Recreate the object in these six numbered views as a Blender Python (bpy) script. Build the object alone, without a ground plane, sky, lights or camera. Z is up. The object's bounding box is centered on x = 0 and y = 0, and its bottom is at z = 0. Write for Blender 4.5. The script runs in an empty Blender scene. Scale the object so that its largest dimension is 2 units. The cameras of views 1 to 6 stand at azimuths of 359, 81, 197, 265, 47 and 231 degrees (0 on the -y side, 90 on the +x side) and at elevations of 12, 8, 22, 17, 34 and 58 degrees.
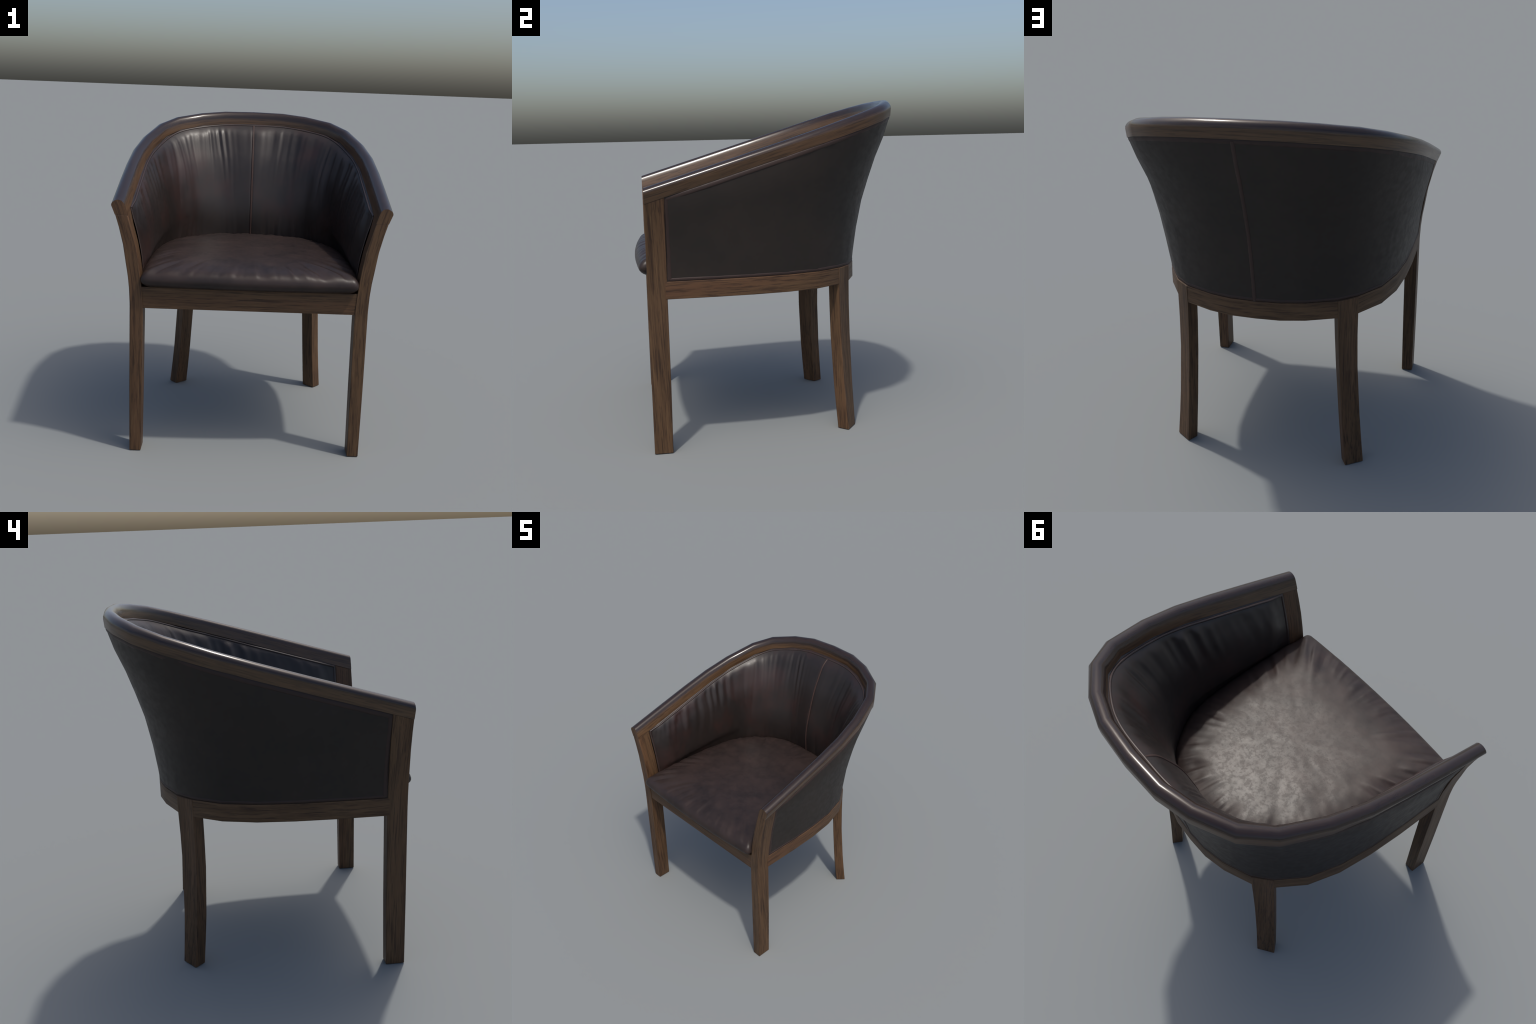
import bpy, bmesh, math, random
from mathutils import Vector, noise

random.seed(7)

# ------------------------------------------------------------------ helpers
def clamp(v, a=0.0, b=1.0):
    return max(a, min(b, v))

def smooth(v):
    v = clamp(v)
    return v * v * (3 - 2 * v)

def table(tab, v):
    """piecewise linear lookup in a short list of (key, value) pairs"""
    if v <= tab[0][0]:
        return tab[0][1]
    for (a, fa), (b, fb) in zip(tab, tab[1:]):
        if v <= b:
            return fa + (fb - fa) * (v - a) / (b - a)
    return tab[-1][1]

def curve_table(tab, v):
    """the same lookup, smoothed with a Catmull-Rom spline (even keys not required)"""
    n = len(tab)
    if v <= tab[0][0]:
        return tab[0][1]
    if v >= tab[-1][0]:
        return tab[-1][1]
    for i in range(n - 1):
        a, b = tab[i][0], tab[i + 1][0]
        if v <= b:
            p1, p2 = tab[i][1], tab[i + 1][1]
            m1 = (p2 - tab[max(i - 1, 0)][1]) / (b - tab[max(i - 1, 0)][0]) * (b - a)
            m2 = (tab[min(i + 2, n - 1)][1] - p1) / (tab[min(i + 2, n - 1)][0] - a) * (b - a)
            s = (v - a) / (b - a)
            return ((2*s**3 - 3*s**2 + 1) * p1 + (s**3 - 2*s**2 + s) * m1 +
                    (-2*s**3 + 3*s**2) * p2 + (s**3 - s**2) * m2)

def new_object(name, verts, faces, material, parent, sharp=40.0, smooth_shade=True):
    me = bpy.data.meshes.new(name)
    me.from_pydata([tuple(v) for v in verts], [], faces)
    bm = bmesh.new()
    bm.from_mesh(me)
    bmesh.ops.remove_doubles(bm, verts=bm.verts, dist=1e-6)
    bmesh.ops.recalc_face_normals(bm, faces=bm.faces)
    bm.to_mesh(me)
    bm.free()
    me.polygons.foreach_set("use_smooth", [smooth_shade] * len(me.polygons))
    me.set_sharp_from_angle(angle=math.radians(sharp))
    me.materials.append(material)
    ob = bpy.data.objects.new(name, me)
    bpy.context.scene.collection.objects.link(ob)
    ob.parent = parent
    return ob

def bevel_edges(ob, width, segments=2, angle=50.0):
    bm = bmesh.new()
    bm.from_mesh(ob.data)
    edges = [e for e in bm.edges if len(e.link_faces) == 2 and
             e.calc_face_angle(0) > math.radians(angle)]
    bmesh.ops.bevel(bm, geom=edges, offset=width, segments=segments, affect='EDGES',
                    profile=0.5, clamp_overlap=True)
    bm.to_mesh(ob.data)
    bm.free()
    ob.data.polygons.foreach_set("use_smooth", [True] * len(ob.data.polygons))
    ob.data.set_sharp_from_angle(angle=math.radians(18))

def loft(rings, cap=True, closed=True):
    n = len(rings[0])
    verts = [p for r in rings for p in r]
    faces = []
    for i in range(len(rings) - 1):
        for j in range(n if closed else n - 1):
            k = (j + 1) % n
            faces.append((i*n + j, i*n + k, (i+1)*n + k, (i+1)*n + j))
    if cap:
        faces.append(tuple(range(n - 1, -1, -1)))
        faces.append(tuple(range((len(rings) - 1) * n, len(rings) * n)))
    return verts, faces

# ------------------------------------------------------------------ materials
class Nodes:
    def __init__(self, name):
        self.mat = bpy.data.materials.new(name)
        self.mat.use_nodes = True
        self.nt = self.mat.node_tree
        self.bsdf = self.nt.nodes["Principled BSDF"]
        self.obj = self.nt.nodes.new("ShaderNodeTexCoord").outputs["Object"]

    def link(self, a, b):
        self.nt.links.new(a, b)

    def math(self, op, a, b=None, c=None):
        n = self.nt.nodes.new("ShaderNodeMath")
        n.operation = op
        for i, v in enumerate((a, b, c)):
            if v is None:
                continue
            if isinstance(v, (int, float)):
                n.inputs[i].default_value = v
            else:
                self.link(v, n.inputs[i])
        return n.outputs[0]

    def separate(self, v):
        n = self.nt.nodes.new("ShaderNodeSeparateXYZ")
        self.link(v, n.inputs[0])
        return n.outputs

    def combine(self, x, y, z):
        n = self.nt.nodes.new("ShaderNodeCombineXYZ")
        for i, v in enumerate((x, y, z)):
            if isinstance(v, (int, float)):
                n.inputs[i].default_value = v
            else:
                self.link(v, n.inputs[i])
        return n.outputs[0]

    def scale(self, v, s):
        n = self.nt.nodes.new("ShaderNodeMapping")
        n.inputs["Scale"].default_value = s
        self.link(v, n.inputs[0])
        return n.outputs[0]

    def noise(self, vec, scale, detail=4.0, rough=0.55, distort=0.0):
        n = self.nt.nodes.new("ShaderNodeTexNoise")
        n.inputs["Scale"].default_value = scale
        n.inputs["Detail"].default_value = detail
        n.inputs["Roughness"].default_value = rough
        n.inputs["Distortion"].default_value = distort
        self.link(vec, n.inputs["Vector"])
        return n.outputs["Fac"]

    def ramp(self, fac, stops, interp='LINEAR'):
        n = self.nt.nodes.new("ShaderNodeValToRGB")
        n.color_ramp.interpolation = interp
        els = n.color_ramp.elements
        while len(els) < len(stops):
            els.new(0.5)
        for e, (p, c) in zip(els, stops):
            e.position = p
            e.color = (c, c, c, 1) if isinstance(c, (int, float)) else (*c, 1)
        self.link(fac, n.inputs[0])
        return n.outputs[0]

    def mix(self, fac, a, b, mode='MIX'):
        n = self.nt.nodes.new("ShaderNodeMix")
        n.data_type = 'RGBA'
        n.blend_type = mode
        for sock, v in ((n.inputs[0], fac), (n.inputs[6], a), (n.inputs[7], b)):
            if isinstance(v, (int, float)):
                sock.default_value = v
            elif isinstance(v, tuple):
                sock.default_value = (*v, 1)
            else:
                self.link(v, sock)
        return n.outputs[2]

    def bump(self, height, strength, distance):
        n = self.nt.nodes.new("ShaderNodeBump")
        n.inputs["Strength"].default_value = strength
        n.inputs["Distance"].default_value = distance
        self.link(height, n.inputs["Height"])
        self.link(n.outputs[0], self.bsdf.inputs["Normal"])

    def finish(self, colour, rough, specular=0.5):
        for v, s in ((colour, "Base Color"), (rough, "Roughness")):
            if isinstance(v, (int, float)):
                self.bsdf.inputs[s].default_value = v
            elif isinstance(v, tuple):
                self.bsdf.inputs[s].default_value = (*v, 1)
            else:
                self.link(v, self.bsdf.inputs[s])
        self.bsdf.inputs["Specular IOR Level"].default_value = specular
        return self.mat


def wood(name, grain, rough=(0.48, 0.6), tint=1.0, specular=0.35):
    """dark stained open-pored timber; grain = 'z', 'x' or 'round' (follows the U-shaped plan)"""
    m = Nodes(name)
    if grain == 'z':
        x, y, z = m.separate(m.obj)
        rise = m.math('MAXIMUM', m.math('SUBTRACT', z, 0.93), 0.0)
        flare = m.math('MULTIPLY', m.math('POWER', rise, 1.75), 0.285)
        px = m.math('ADD', m.math('MULTIPLY', m.math('SUBTRACT', m.math('ABSOLUTE', x), flare), m.math('SIGN', x)),
                    m.math('MULTIPLY', z, 0.012))
        bent = m.combine(px, m.math('ADD', y, m.math('MULTIPLY', z, 0.03)), z)
        across = m.scale(bent, (1.0, 1.0, 0.035))
        pores = m.scale(bent, (1.0, 1.0, 0.04))
    elif grain == 'x':
        across = m.scale(m.obj, (0.035, 1.0, 1.0))
        pores = m.scale(m.obj, (0.045, 1.0, 1.0))
    else:
        x, y, z = m.separate(m.obj)
        ang = m.math('ARCTAN2', x, m.math('ADD', y, 0.25))
        h = m.math('SUBTRACT', z, m.math('MULTIPLY', y, 0.3025 if grain == 'rail' else 0.0))
        across = m.combine(m.math('MULTIPLY', ang, 0.05), h, 0.0)
        pores = m.combine(m.math('MULTIPLY', ang, 0.035), h, 0.0)
    broad = m.noise(across, 24.0, 4.0, 0.6, 0.2)
    streak = m.noise(across, 85.0, 4.0, 0.6, 0.12)
    fine = m.noise(pores, 170.0, 3.0, 0.6, 0.1)
    patch = m.noise(across, 6.0, 3.0, 0.5)
    t = tint
    base = m.ramp(broad, [(0.30, (0.056*t, 0.029*t, 0.0125*t)),
                          (0.45, (0.084*t, 0.045*t, 0.0205*t)),
                          (0.60, (0.104*t, 0.057*t, 0.0270*t)),
                          (0.75, (0.128*t, 0.073*t, 0.036*t))])
    reddish = m.mix(m.ramp(patch, [(0.46, 0.0), (0.64, 0.55)]), base, (0.100*t, 0.044*t, 0.0205*t))
    dark = m.ramp(streak, [(0.35, 0.80), (0.49, 0.0)])
    colour = m.mix(dark, reddish, (0.034*t, 0.0155*t, 0.0075*t))
    pore = m.ramp(fine, [(0.36, 1.0), (0.46, 0.0)])
    colour = m.mix(m.math('MULTIPLY', pore, 0.6), colour, (0.020*t, 0.010*t, 0.005*t))
    light = m.ramp(fine, [(0.62, 0.0), (0.74, 0.4)])
    colour = m.mix(light, colour, (0.18*t, 0.12*t, 0.058*t))
    r = m.ramp(broad, [(0.3, rough[1]), (0.7, rough[0])])
    if grain == 'rail':
        # the rounded crown of the rail is stained almost black; bare grain shows on its flanks
        crown = m.math('ADD', m.math('SUBTRACT', h, 1.668), m.math('MULTIPLY', m.math('SUBTRACT', broad, 0.5), 0.012))
        mask = m.ramp(m.math('MULTIPLY', crown, 10.0), [(0.47, 0.0), (0.66, 0.88)])
        colour = m.mix(mask, colour, (0.0175, 0.0115, 0.0110))
        r = m.mix(mask, r, (rough[0] - 0.08,) * 3)
    m.bump(m.math('SUBTRACT', m.math('MULTIPLY', broad, 0.4),
                  m.math('ADD', m.math('MULTIPLY', pore, 0.4), m.math('MULTIPLY', dark, 0.3))), 0.04 if grain == 'rail' else 0.2, 0.004)
    return m.finish(colour, r, specular)


def leather(name, dark, light, rough=(0.38, 0.5), mottled=False, specular=0.5, red=0.0, grain_bump=0.08, cloud_scale=3.2):
    m = Nodes(name)
    cloud = m.noise(m.obj, cloud_scale, 8.0, 0.65)
    grain = m.noise(m.obj, 190.0, 3.0, 0.6)
    colour = m.mix(m.ramp(cloud, [(0.35, 0.0), (0.65, 1.0)]), dark, light)
    if red:
        blot = m.noise(m.scale(m.obj, (1.0, 1.0, 0.7)), 4.1, 4.0, 0.6)
        colour = m.mix(m.math('MULTIPLY', m.ramp(blot, [(0.48, 0.0), (0.68, 1.0)]), red), colour,
                       (0.040, 0.015, 0.012))
    if mottled:
        worn = m.noise(m.obj, 24.0, 12.0, 0.80)
        r = m.ramp(worn, [(0.465, rough[1]), (0.49, 0.6*rough[0]+0.4*rough[1]), (0.60, rough[0])])
        colour = m.mix(m.ramp(worn, [(0.42, 0.0), (0.62, 0.25)]), colour, (0.045, 0.034, 0.030))
    else:
        r = m.ramp(m.noise(m.obj, 24.0, 6.0, 0.65), [(0.35, rough[1]), (0.65, rough[0])])
    m.bump(grain, grain_bump, 0.002)
    return m.finish(colour, r, specular)


WOOD_LEG = wood("stained_oak_leg", 'z')
WOOD_APRON = wood("stained_oak_apron", 'round')
WOOD_FRONT = wood("stained_oak_front", 'x')
WOOD_RAIL = wood("varnished_oak_rail", 'rail', rough=(0.28, 0.34), tint=0.92, specular=0.5)
LEATHER_SEAT = leather("worn_brown_seat_leather", (0.0175, 0.0125, 0.0118), (0.033, 0.0215, 0.0190),
                       rough=(0.36, 0.43), mottled=True, specular=0.27, cloud_scale=6.5)
LEATHER_INNER = leather("dark_brown_backrest_leather", (0.0140, 0.0102, 0.0090), (0.0215, 0.0152, 0.0132),
                        rough=(0.37, 0.47), red=0.5, specular=0.45)
LEATHER_OUTER = leather("black_outer_leather", (0.0180, 0.0143, 0.0120), (0.0250, 0.0180, 0.0145),
                        rough=(0.47, 0.60), specular=0.32, grain_bump=0.03)
PIPING = leather("red_brown_piping_leather", (0.032, 0.0195, 0.0170), (0.040, 0.0240, 0.0205),
                 rough=(0.5, 0.6), specular=0.3)
BEAD = leather("brown_bead_leather", (0.027, 0.0165, 0.0140), (0.036, 0.0215, 0.018),
               rough=(0.38, 0.46))
SEAM = leather("brown_seam_leather", (0.038, 0.0225, 0.0190), (0.050, 0.029, 0.024),
               rough=(0.5, 0.6), specular=0.3)
BOARD = leather("black_seat_board_fabric", (0.008, 0.008, 0.008), (0.010, 0.010, 0.010),
                rough=(0.8, 0.9), specular=0.2)

# ------------------------------------------------------------------ chair plan
# Half plan from the back centre (index 0) round to the front leg (index 9).
PLAN_LOW = [(0.0, 0.577), (0.133, 0.572), (0.264, 0.541), (0.420, 0.473), (0.515, 0.388),
            (0.613, 0.238), (0.666, 0.056), (0.690, -0.15), (0.699, -0.36), (0.701, -0.64)]
PLAN_TOP = [(0.0, 0.812), (0.220, 0.800), (0.395, 0.747), (0.577, 0.642), (0.687, 0.492),
            (0.755, 0.250), (0.780, 0.035), (0.783, -0.19), (0.783, -0.44), (0.7825, -0.64)]
N = 9
Z_APRON_LOW, Z_APRON_TOP = 0.900, 1.000
FRONT_Y, LEG_BACK_Y = -0.750, -0.640
def rail_z(y):                         # the rail lies in one tilted plane
    return 1.668 + 0.3025 * y
# how the outward flare grows from apron (0) to rail (1)
FLARE = [(0.0, 0.0), (0.08, 0.03), (0.24, 0.11), (0.43, 0.25), (0.585, 0.43),
         (0.727, 0.615), (0.867, 0.84), (1.0, 1.0)]

ARM_BULGE = [(0.0, 0.0), (0.15, 0.007), (0.35, 0.014), (0.6, 0.017), (0.8, 0.0185), (0.92, 0.015), (1.0, 0.004)]

def plan_point(plan, u, spline=False):
    """u in [-9, 9]; negative u is the -x side"""
    a = abs(u)
    s = 1 if u >= 0 else -1
    i = min(int(a), N - 1)
    f = a - i
    def get(k):
        if k < 0:
            x, y = plan[-k]
            return Vector((-x, y))
        if k > N:
            return Vector(plan[N]) * 2 - Vector(plan[N - 1])
        return Vector(plan[k])
    p1, p2 = get(i), get(i + 1)
    if spline:
        p0, p3 = get(i - 1), get(i + 2)
        p = 0.5 * (2*p1 + (p2-p0)*f + (2*p0-5*p1+4*p2-p3)*f*f + (3*p1-p0-3*p2+p3)*f**3)
    else:
        p = p1.lerp(p2, f)
    return Vector((p.x * s, p.y))

def plan_normal(plan, u):
    d = plan_point(plan, min(u + 0.3, N), True) - plan_point(plan, max(u - 0.3, -N), True)
    return Vector((-d.y, d.x)).normalized()

def outward(plan, u):
    n = plan_normal(plan, u)
    p = plan_point(plan, u, True) - Vector((0, -0.3))
    return n if n.dot(p) > 0 else -n

def outer_surface(u, t, inset=0.0, spline=False):
    lo, hi = plan_point(PLAN_LOW, u, spline), plan_point(PLAN_TOP, u, spline)
    f = (curve_table if spline else table)(FLARE, t)
    p = lo.lerp(hi, f)
    n = outward(PLAN_LOW, u).lerp(outward(PLAN_TOP, u), f).normalized()
    # arm panels are flatter than the back: they bulge out between apron and rail
    side = smooth((abs(u) - 3.8) / 1.8) * smooth((N - abs(u)) / 0.9)
    corner = 0.014 * math.exp(-((abs(u) - 3.5) / 0.7) ** 2) * math.sin(math.pi * t ** 1.9)
    swell = 0.005 * math.exp(-((abs(u) - 1.6) / 0.8) ** 2) * math.sin(math.pi * t)
    hip = 0.007 * math.exp(-((abs(u) - 4.4) / 0.6) ** 2) * math.sin(math.pi * t ** 0.7)
    p = p - n * (inset - side * curve_table(ARM_BULGE, t) + corner - swell - hip)
    z = Z_APRON_TOP + (rail_z(hi.y) - Z_APRON_TOP) * t
    return Vector((p.x, p.y, z))

def surface_normal(fn, u, t):
    du = fn(min(u + 0.05, N), t) - fn(max(u - 0.05, -N), t)
    dt = fn(u, min(t + 0.02, 1)) - fn(u, max(t - 0.02, 0))
    n = du.cross(dt).normalized()
    o = outward(PLAN_LOW, u)
    return n if n.x * o.x + n.y * o.y > 0 else -n

# ------------------------------------------------------------------ the thing
chair = bpy.data.objects.new("tub_armchair", None)
bpy.context.scene.collection.objects.link(chair)
chair["label"] = "dark wooden tub armchair with brown-black leather upholstery"
chair["category"] = "armchair"

# ------------------------------------------------------------------ armrest and back rail
def rail_section(lean):
    """(outward, up) outline from outer foot over the rounded top to inner foot"""
    front = [(0.0, 0.0), (0.021, 0.053), (0.0205, 0.062), (0.015, 0.072), (0.005, 0.080), (-0.009, 0.0858),
             (-0.023, 0.0864), (-0.038, 0.081), (-0.050, 0.069), (-0.060, 0.044), (-0.0735, 0.0)]
    back = [(0.0, 0.0), (0.004, 0.046), (0.003, 0.058), (-0.004, 0.070), (-0.014, 0.080), (-0.026, 0.0855),
            (-0.041, 0.0864), (-0.055, 0.081), (-0.067, 0.069), (-0.074, 0.046), (-0.077, 0.0)]
    return [(a[0]*lean + b[0]*(1-lean), a[1]*lean + b[1]*(1-lean)) for a, b in zip(front, back)]

def mitre(pts, i):
    a = pts[max(i - 1, 0)]
    b = pts[i]
    c = pts[min(i + 1, len(pts) - 1)]
    d1 = (b - a).normalized() if (b - a).length > 0 else (c - b).normalized()
    d2 = (c - b).normalized() if (c - b).length > 0 else d1
    n1, n2 = Vector((d1.y, -d1.x)), Vector((d2.y, -d2.x))
    n = (n1 + n2).normalized()
    return n / max(n.dot(n1), 0.7)

rail_half = PLAN_TOP[:-1] + [(0.7825, FRONT_Y)]
rail_path = [Vector((-x, y)) for x, y in reversed(rail_half[1:])] + [Vector(p) for p in rail_half]
rings = []
for i, p in enumerate(rail_path):
    n = mitre(rail_path, i)
    if i in (0, len(rail_path) - 1):
        n = Vector((math.copysign(1, p.x), 0))
    if n.dot(p - Vector((0, -0.3))) < 0:
        n = -n
    lean = smooth((0.55 - p.y) / 0.9)
    z = rail_z(p.y)
    rings.append([Vector((p.x + n.x*a, p.y + n.y*a, z + b)) for a, b in rail_section(lean)])
v, f = loft(rings)
rail = new_object("armrest_rail", v, f, WOOD_RAIL, chair, sharp=48)
rail.data.materials.append(WOOD_LEG)              # bare end grain on the two cut faces
for poly in rail.data.polygons:
    if len(poly.vertices) > 4:
        poly.material_index = 1

# ------------------------------------------------------------------ front legs (arm posts)
LEG_OUT = [(0.0, 0.695), (0.4, 0.697), (0.8, 0.697), (0.92, 0.697), (1.01, 0.701), (1.085, 0.7085),
           (1.165, 0.721), (1.27, 0.7365), (1.37, 0.7605), (1.443, 0.7815), (1.50, 0.80)]
LEG_IN = [(0.0, 0.627), (0.4, 0.623), (0.8, 0.620), (0.92, 0.620), (1.01, 0.628), (1.085, 0.635),
          (1.165, 0.6455), (1.27, 0.664), (1.37, 0.690), (1.443, 0.7105), (1.50, 0.727)]
def front_leg(side):
    rings = []
    levels = [0.0, 0.4, 0.8, 0.92, 1.01, 1.085, 1.165, 1.27, 1.37, None]
    for z in levels:
        if z is None:
            ring = []
            for y, tab in ((FRONT_Y, LEG_OUT), (LEG_BACK_Y, LEG_OUT), (LEG_BACK_Y, LEG_IN), (FRONT_Y, LEG_IN)):
                zt = rail_z(y)
                x = 0.7815 if tab is LEG_OUT else 0.7115
                ring.append(Vector((side * x, y, zt)))
        else:
            yf = FRONT_Y + 0.001 * (z < 0.01)
            o, i = table(LEG_OUT, z), table(LEG_IN, z)
            ring = [Vector((side*o, yf, z)), Vector((side*o, LEG_BACK_Y - 0.003*(z < 0.1), z)),
                    Vector((side*i, LEG_BACK_Y - 0.003*(z < 0.1), z)), Vector((side*i, yf, z))]
        rings.append(ring)
    v, f = loft(rings)
    ob = new_object("front_leg", v, f, WOOD_LEG, chair)
    bevel_edges(ob, 0.0035)
    return ob
front_leg(1)
front_leg(-1)

# ------------------------------------------------------------------ back legs
# outer face corners A (side) and B (rear) at a few heights, thickness inward
BACK_A = [(0.0, (0.562, 0.430)), (0.15, (0.549, 0.419)), (0.29, (0.538, 0.410)), (0.58, (0.521, 0.397)),
          (0.77, (0.516, 0.393)), (0.9, (0.5155, 0.3905)), (0.998, (0.5165, 0.3915))]
BACK_B = [(0.0, (0.472, 0.496)), (0.15, (0.462, 0.489)), (0.29, (0.453, 0.483)), (0.58, (0.436, 0.475)),
          (0.77, (0.427, 0.4735)), (0.9, (0.4225, 0.4745)), (0.998, (0.4225, 0.4755))]
def back_leg(side, bow):
    """bow: how far the middle of the leg is drawn in"""
    rings = []
    for (z, a), (_, b) in zip(BACK_A, BACK_B):
        k = bow * math.sin(math.pi * clamp(z / 0.95)) 
        a, b = Vector(a) - Vector((0.6, 0.8)) * k, Vector(b) - Vector((0.6, 0.8)) * k
        c, d = b + Vector((-0.033, -0.059)), a + Vector((-0.050, -0.054))
        rings.append([Vector((side * q.x, q.y, z)) for q in (a, b, c, d)])
    v, f = loft(rings)
    ob = new_object("back_leg", v, f, WOOD_LEG, chair)
    bevel_edges(ob, 0.003)
    return ob
back_leg(1, 0.0)
back_leg(-1, 0.010)

# ------------------------------------------------------------------ seat frame (curved apron + front apron)
path = [Vector((-x, y)) for x, y in reversed(PLAN_LOW[1:])] + [Vector(p) for p in PLAN_LOW]
rings = []
for i, p in enumerate(path):
    n = mitre(path, i)
    if n.dot(p - Vector((0, -0.3))) < 0:
        n = -n
    sec = [(0.0, Z_APRON_LOW), (0.0, Z_APRON_TOP), (-0.055, Z_APRON_TOP), (-0.055, Z_APRON_LOW)]
    if i in (0, len(path) - 1):
        p = Vector((p.x, LEG_BACK_Y - 0.01))
    rings.append([Vector((p.x + n.x*a, p.y + n.y*a, z)) for a, z in sec])
v, f = loft(rings)
apron = new_object("seat_apron", v, f, WOOD_APRON, chair)
bevel_edges(apron, 0.003, angle=60)

x0, y0, y1, za, zb = 0.640, FRONT_Y + 0.005, FRONT_Y + 0.065, 0.894, 1.022
v = [(sx*x0, y, z) for z in (za, zb) for sx, y in ((-1, y0), (1, y0), (1, y1), (-1, y1))]
f = [(0, 3, 2, 1), (4, 5, 6, 7), (0, 1, 5, 4), (1, 2, 6, 5), (2, 3, 7, 6), (3, 0, 4, 7)]
front = new_object("front_apron", v, f, WOOD_FRONT, chair)
bevel_edges(front, 0.003)

board = []
for i in range(-36, 37):
    p = plan_point(PLAN_LOW, i * N / 36) - outward(PLAN_LOW, i * N / 36) * 0.03
    board.append((p.x, p.y))
board += [(0.62, -0.72), (-0.62, -0.72)]
v = [(x, y, 0.945) for x, y in board] + [(x, y, 0.985) for x, y in board]
nb = len(board)
f = [tuple(range(nb - 1, -1, -1)), tuple(range(nb, 2*nb))] + \
    [(i, (i+1) % nb, nb + (i+1) % nb, nb + i) for i in range(nb)]
new_object("seat_board", v, f, BOARD, chair)

# ------------------------------------------------------------------ outer upholstery
COLS = [s * k for k in range(N, 0, -1) for s in (-1,)] + list(range(0, N + 1))
ROWS = [k for k, _ in FLARE]
rings = [[outer_surface(u, t, 0.004) for t in ROWS] for u in COLS]
v, f = loft(rings, cap=False, closed=False)
outer = new_object("outer_upholstery", v, f, LEATHER_OUTER, chair, sharp=80)

def strip(name, path, normals, half, height, material, parent, segs=6, sink=0.002):
    """flattened half-round welt laid along a path on a surface"""
    rings = []
    for i, p in enumerate(path):
        t = (path[min(i+1, len(path)-1)] - path[max(i-1, 0)]).normalized()
        n = normals[i]
        n = (n - t * n.dot(t)).normalized()
        b = t.cross(n)
        ring = []
        for k in range(segs + 1):
            a = math.pi * k / segs
            ring.append(p + b * (half * math.cos(a)) + n * (height * math.sin(a) - sink))
        ring.append(p - n * (sink + 0.003))
        rings.append(ring)
    v, f = loft(rings)
    return new_object(name, v, f, material, parent, sharp=60)

def outer_fn(u, t):
    return outer_surface(u, t, 0.004)

def path_u(fn, t_of_u, lo, hi, n):
    us = [lo + (hi - lo) * i / n for i in range(n + 1)]
    return [fn(u, t_of_u(u)) for u in us], [surface_normal(fn, u, t_of_u(u)) for u in us]

def rise(u):          # height of the panel at u, so strips keep their width
    return rail_z(plan_point(PLAN_TOP, u).y) - Z_APRON_TOP

UMAX = 8.94
p, n = path_u(outer_fn, lambda u: 1 - 0.014 / rise(u), -UMAX, UMAX, 18 * 2)
strip("outer_piping", p, n, 0.013, 0.0045, PIPING, outer)
p, n = path_u(outer_fn, lambda u: 0.010 / rise(u), -UMAX, UMAX, 18 * 2)
strip("outer_piping", p, n, 0.010, 0.0045, PIPING, outer)
for s in (-1, 1):
    ts = [0.02 + 0.96 * k / 14 for k in range(15)]
    p = [outer_fn(s * 8.945, t) for t in ts]
    n = [surface_normal(outer_fn, s * 8.9, t) for t in ts]
    strip("outer_piping", p, n, 0.013, 0.0045, PIPING, outer)
ts = [0.0 + 0.99 * k / 14 for k in range(15)]
p = [outer_fn(0, t) for t in ts]
n = [surface_normal(outer_fn, 0, t) for t in ts]
strip("back_seam", p, n, 0.011, 0.0065, SEAM, outer)

# ------------------------------------------------------------------ inner upholstery
# padding profile from seat (0) to rail (1): 1 = full padding
PAD = [(0.0, 0.24), (0.12, 0.46), (0.31, 0.82), (0.49, 0.90), (0.65, 1.0), (0.79, 1.0), (0.88, 0.93),
       (0.94, 0.74), (0.975, 0.42), (1.0, 0.05)]
PAD_ARM = [(0.0, 0.0), (0.13, 0.06), (0.22, 0.38), (0.31, 0.88), (0.45, 1.10), (0.62, 1.18), (0.79, 1.10), (0.88, 0.92),
           (0.94, 0.68), (0.975, 0.40), (1.0, 0.05)]
PAD_DEPTH = [(0, 0.084), (1, 0.073), (2, 0.062), (3, 0.060), (4, 0.061), (5, 0.057), (6, 0.057), (7, 0.058),
             (8, 0.054), (9, 0.044)]
def front_ness(u):     # 0 at the posts, 1 at the back
    return smooth((N - abs(u)) / 6.5)

def folds(u, t, seed):
    """gathered leather: creases running down from the rail and up from the seat"""
    fan = u * (1.0 + 0.14 * (t - 0.5))
    warp = 0.40 * noise.noise((u * 0.9, t * 2.2, seed))
    top = (0.8 * noise.noise((fan * 2.3 + warp, 3.1, seed)) + 0.9 * noise.noise((fan * 5.2 + 1.6 * warp, 8.7, seed)))
    bot = (noise.noise((fan * 2.0 + warp, 17.1, seed)) + 0.6 * noise.noise((fan * 4.6 + warp, 21.7, seed)))
    length = 0.40 + 0.40 * noise.noise((u * 2.6, 31.0, seed))
    dt = smooth((t - (0.93 - length)) / length) * smooth((0.985 - t) / 0.07)
    db = smooth((0.40 - t) / 0.32)
    patchy = 0.20 + 0.35 * smooth((abs(u) - 3.0) / 2.0) + 0.95 * smooth(0.5 + 1.3 * noise.noise((u * 0.8, 44.0, seed)))
    return top * dt * 0.0105 * patchy + bot * db * 0.0065 * patchy

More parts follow.
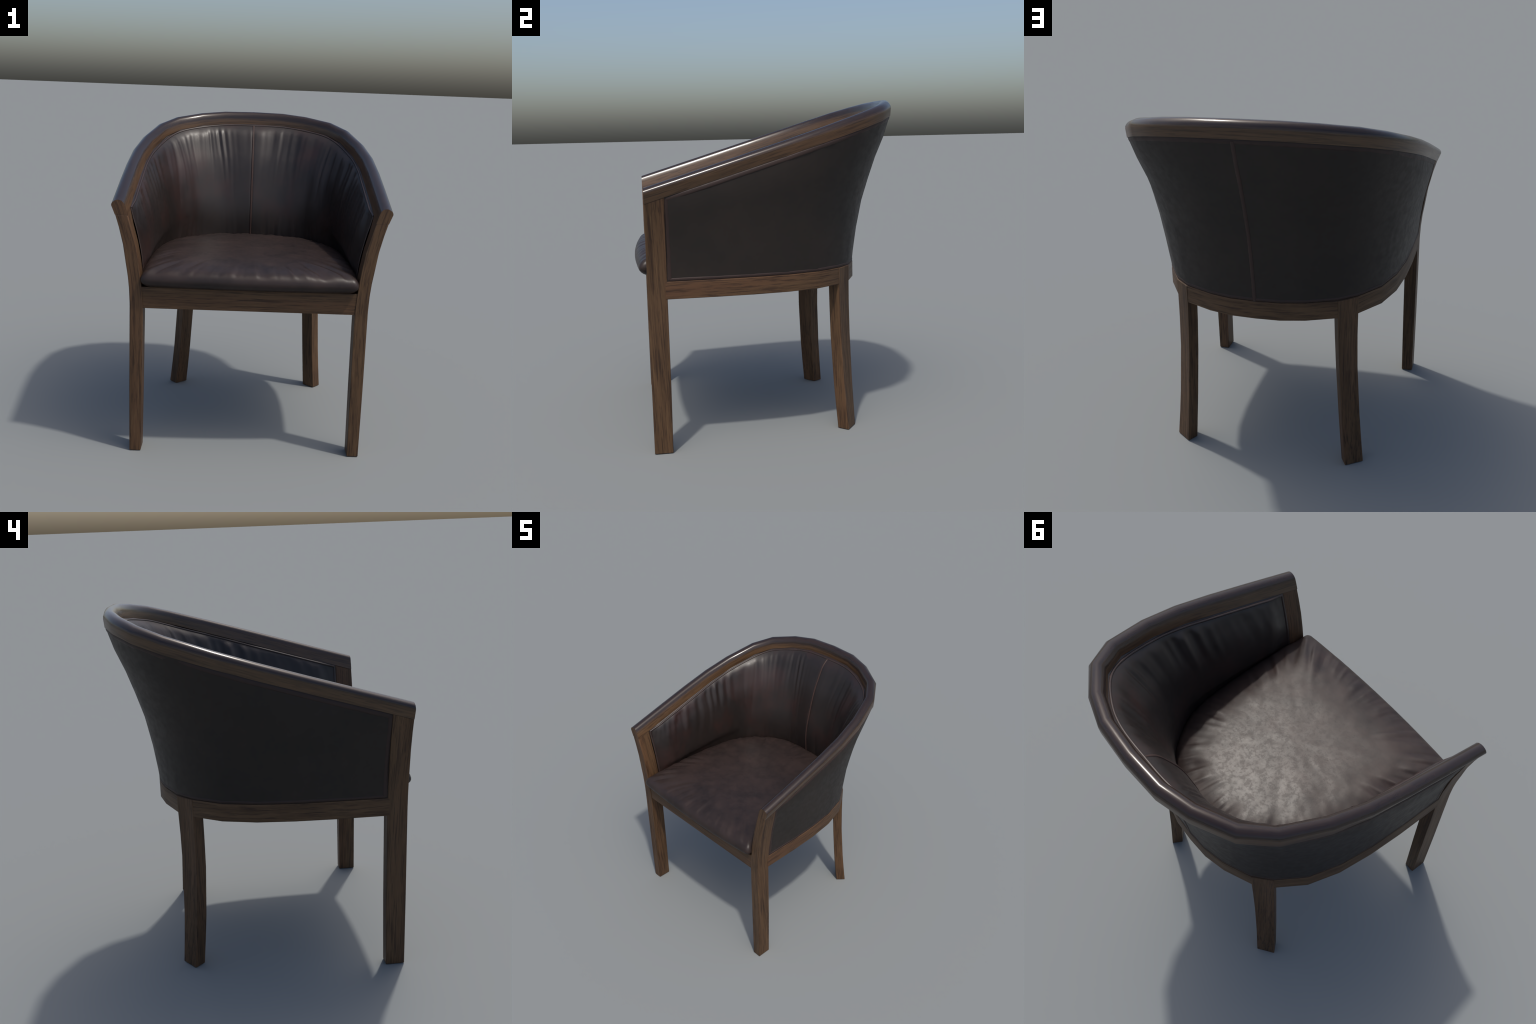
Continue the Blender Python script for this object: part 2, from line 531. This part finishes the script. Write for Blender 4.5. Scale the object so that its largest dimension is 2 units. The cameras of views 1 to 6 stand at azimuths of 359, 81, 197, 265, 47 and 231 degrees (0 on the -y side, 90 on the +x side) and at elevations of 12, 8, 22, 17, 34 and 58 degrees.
def inner_surface(u, t, creases=True):
    w = front_ness(u)
    full = curve_table(PAD_DEPTH, abs(u))
    arm = smooth((abs(u) - 4.4) / 1.6)
    pad = curve_table(PAD, t) * (1 - arm) + curve_table(PAD_ARM, t) * arm
    th = 0.0715 + 0.0025 * w + full * pad * (0.08 + 0.92 * smooth((N - abs(u)) / 0.65))
    if creases:
        seam = math.exp(-(u / 0.05) ** 2)
        edge = smooth((N - abs(u)) / 0.4)
        th += folds(u, t, 4.2) * edge * (1 - seam) - 0.004 * seam * smooth((1 - t) / 0.1)
    return outer_surface(u, t, th, spline=True)

NU, NT = 420, 90
rings = []
for i in range(NU + 1):
    u = -N + 2 * N * i / NU
    rings.append([inner_surface(u, 1.0 - (1.0 - k / NT) ** 1.0) for k in range(NT + 1)])
v, f = loft(rings, cap=False, closed=False)
inner = new_object("inner_upholstery", v, f, LEATHER_INNER, chair, sharp=80)

def inner_fn(u, t):
    return inner_surface(u, t, False)
def inner_normal(u, t):
    return -surface_normal(inner_fn, u, t)
us = [-8.96 + 17.92 * i / 160 for i in range(161)]
strip("inner_piping", [inner_fn(u, 1 - 0.011 / rise(u)) for u in us],
      [inner_normal(u, 0.96) for u in us], 0.008, 0.009, BEAD, inner, sink=0.003)
for s in (-1, 1):
    ts = [0.03 + 0.95 * k / 24 for k in range(25)]
    strip("inner_piping", [inner_fn(s * 8.955, t) for t in ts],
          [Vector((-s, 0.0, 0.25)).normalized() for t in ts], 0.009, 0.006, BEAD, inner)
ts = [0.985 * k / 60 for k in range(61)]
strip("back_seam", [inner_fn(0, t) for t in ts], [inner_normal(0, t) for t in ts],
      0.0075, 0.0055, SEAM, inner)

# ------------------------------------------------------------------ seat cushion
half = []            # half outline, from front centre to back centre
def add(x, y):
    half.append(Vector((x, y)))
for k in range(13):                                   # bowed front edge
    x = 0.603 * k / 12
    add(x, -0.816 + 0.024 * (x / 0.603) ** 2)
for k in range(1, 9):                                 # rounded corner
    a = math.pi / 2 * k / 8
    add(0.603 + 0.031 * math.sin(a), -0.760 - 0.032 * math.cos(a))
add(0.634, -0.69)
for k in range(1, 61):                                # sides and back follow the upholstery
    u = N * (1 - k / 60)
    q = inner_surface(u, 0.11, False)
    o = outward(PLAN_LOW, u)
    add(q.x + o.x * 0.012, q.y + o.y * 0.012)
outline = half[:-1] + [half[-1]] + [Vector((-p.x, p.y)) for p in reversed(half[1:-1])]
outline = [Vector((p.x, p.y)) for p in outline]
# resample evenly
def resample(pts, n):
    pts = pts + [pts[0]]
    d = [0.0]
    for a, b in zip(pts, pts[1:]):
        d.append(d[-1] + (b - a).length)
    out = []
    j = 0
    for i in range(n):
        s = d[-1] * i / n
        while d[j + 1] < s:
            j += 1
        f = (s - d[j]) / max(d[j+1] - d[j], 1e-9)
        out.append(pts[j].lerp(pts[j+1], f))
    return out
NO = 420
outline = resample(outline, NO)
CX, CY = 0.0, -0.15
# edge profile: (inward share 0..1 towards the middle, height, crease weight)
PROFILE = [(0.140, 1.018), (0.085, 1.021), (0.055, 1.026), (0.034, 1.034), (0.016, 1.045), (0.004, 1.056), (0.0, 1.066), (0.001, 1.078),
           (0.008, 1.092), (0.020, 1.105), (0.036, 1.116), (0.056, 1.1245), (0.080, 1.131)]
DOME = [(0.08, 1.131), (0.14, 1.141), (0.22, 1.150), (0.34, 1.159), (0.55, 1.165), (1.0, 1.168)]
steps = PROFILE + [(s, curve_table(DOME, s)) for s in
                   [0.10, 0.12, 0.14, 0.16, 0.18, 0.20, 0.23, 0.26, 0.29, 0.32, 0.36, 0.40, 0.44, 0.48, 0.52,
                    0.57, 0.62, 0.67, 0.72, 0.77, 0.82, 0.87, 0.92, 0.96]]
def seat_crease(i, s, x, y):
    a = i / NO * 2 * math.pi
    ring = Vector((math.cos(a), math.sin(a)))
    k = 8.0
    warp = 0.3 * noise.noise((x * 3, y * 3, 5.0))
    n1 = noise.noise((ring.x * k + warp, ring.y * k, 2.0)) + 0.6 * noise.noise((ring.x * 14 + warp, ring.y * 14, 9.0))
    n1 += 0.42 * noise.noise((ring.x * 30 + warp, ring.y * 30, 15.0)) * smooth((0.30 - s) / 0.2)
    length = 0.36 + 0.20 * noise.noise((ring.x * 4, ring.y * 4, 12.0))
    w = smooth(s / 0.06) * smooth((length - s) / (length - 0.05)) * (0.55 if s < 0.1 else 0.55 + 0.45 * smooth((s - 0.1) / 0.1))
    return 0.0155 * n1 * w + (0.003 * noise.noise((x * 6, y * 6, 1.0)) + 0.0012 * noise.noise((x * 19, y * 19, 3.0))) * smooth(s / 0.2)
verts, faces = [], []
for s, z in steps:
    for i, p in enumerate(outline):
        x, y = p.x + (CX - p.x) * s, p.y + (CY - p.y) * s
        zz = z
        if z > 1.06:
            back = smooth((y - 0.05) / 0.45)           # the back edge sits a little lower
            zz = z + 0.007 * back * (1 - smooth((s - 0.1) / 0.6))
            rim = smooth((y + 0.74) / 0.15) * smooth(s / 0.03) * smooth((0.24 - s) / 0.16)
            zz += seat_crease(i, s, x, y) - 0.001 * rim
        verts.append(Vector((x, y, zz)))
R = len(steps)
for r in range(R - 1):
    for i in range(NO):
        k = (i + 1) % NO
        faces.append((r*NO + i, r*NO + k, (r+1)*NO + k, (r+1)*NO + i))
verts.append(Vector((CX, CY, 1.168 + seat_crease(0, 1.0, CX, CY))))
for i in range(NO):
    faces.append(((R-1)*NO + i, (R-1)*NO + (i+1) % NO, len(verts) - 1))
faces.append(tuple(range(NO - 1, -1, -1)))
cushion = new_object("seat_cushion", verts, faces, LEATHER_SEAT, chair, sharp=70)
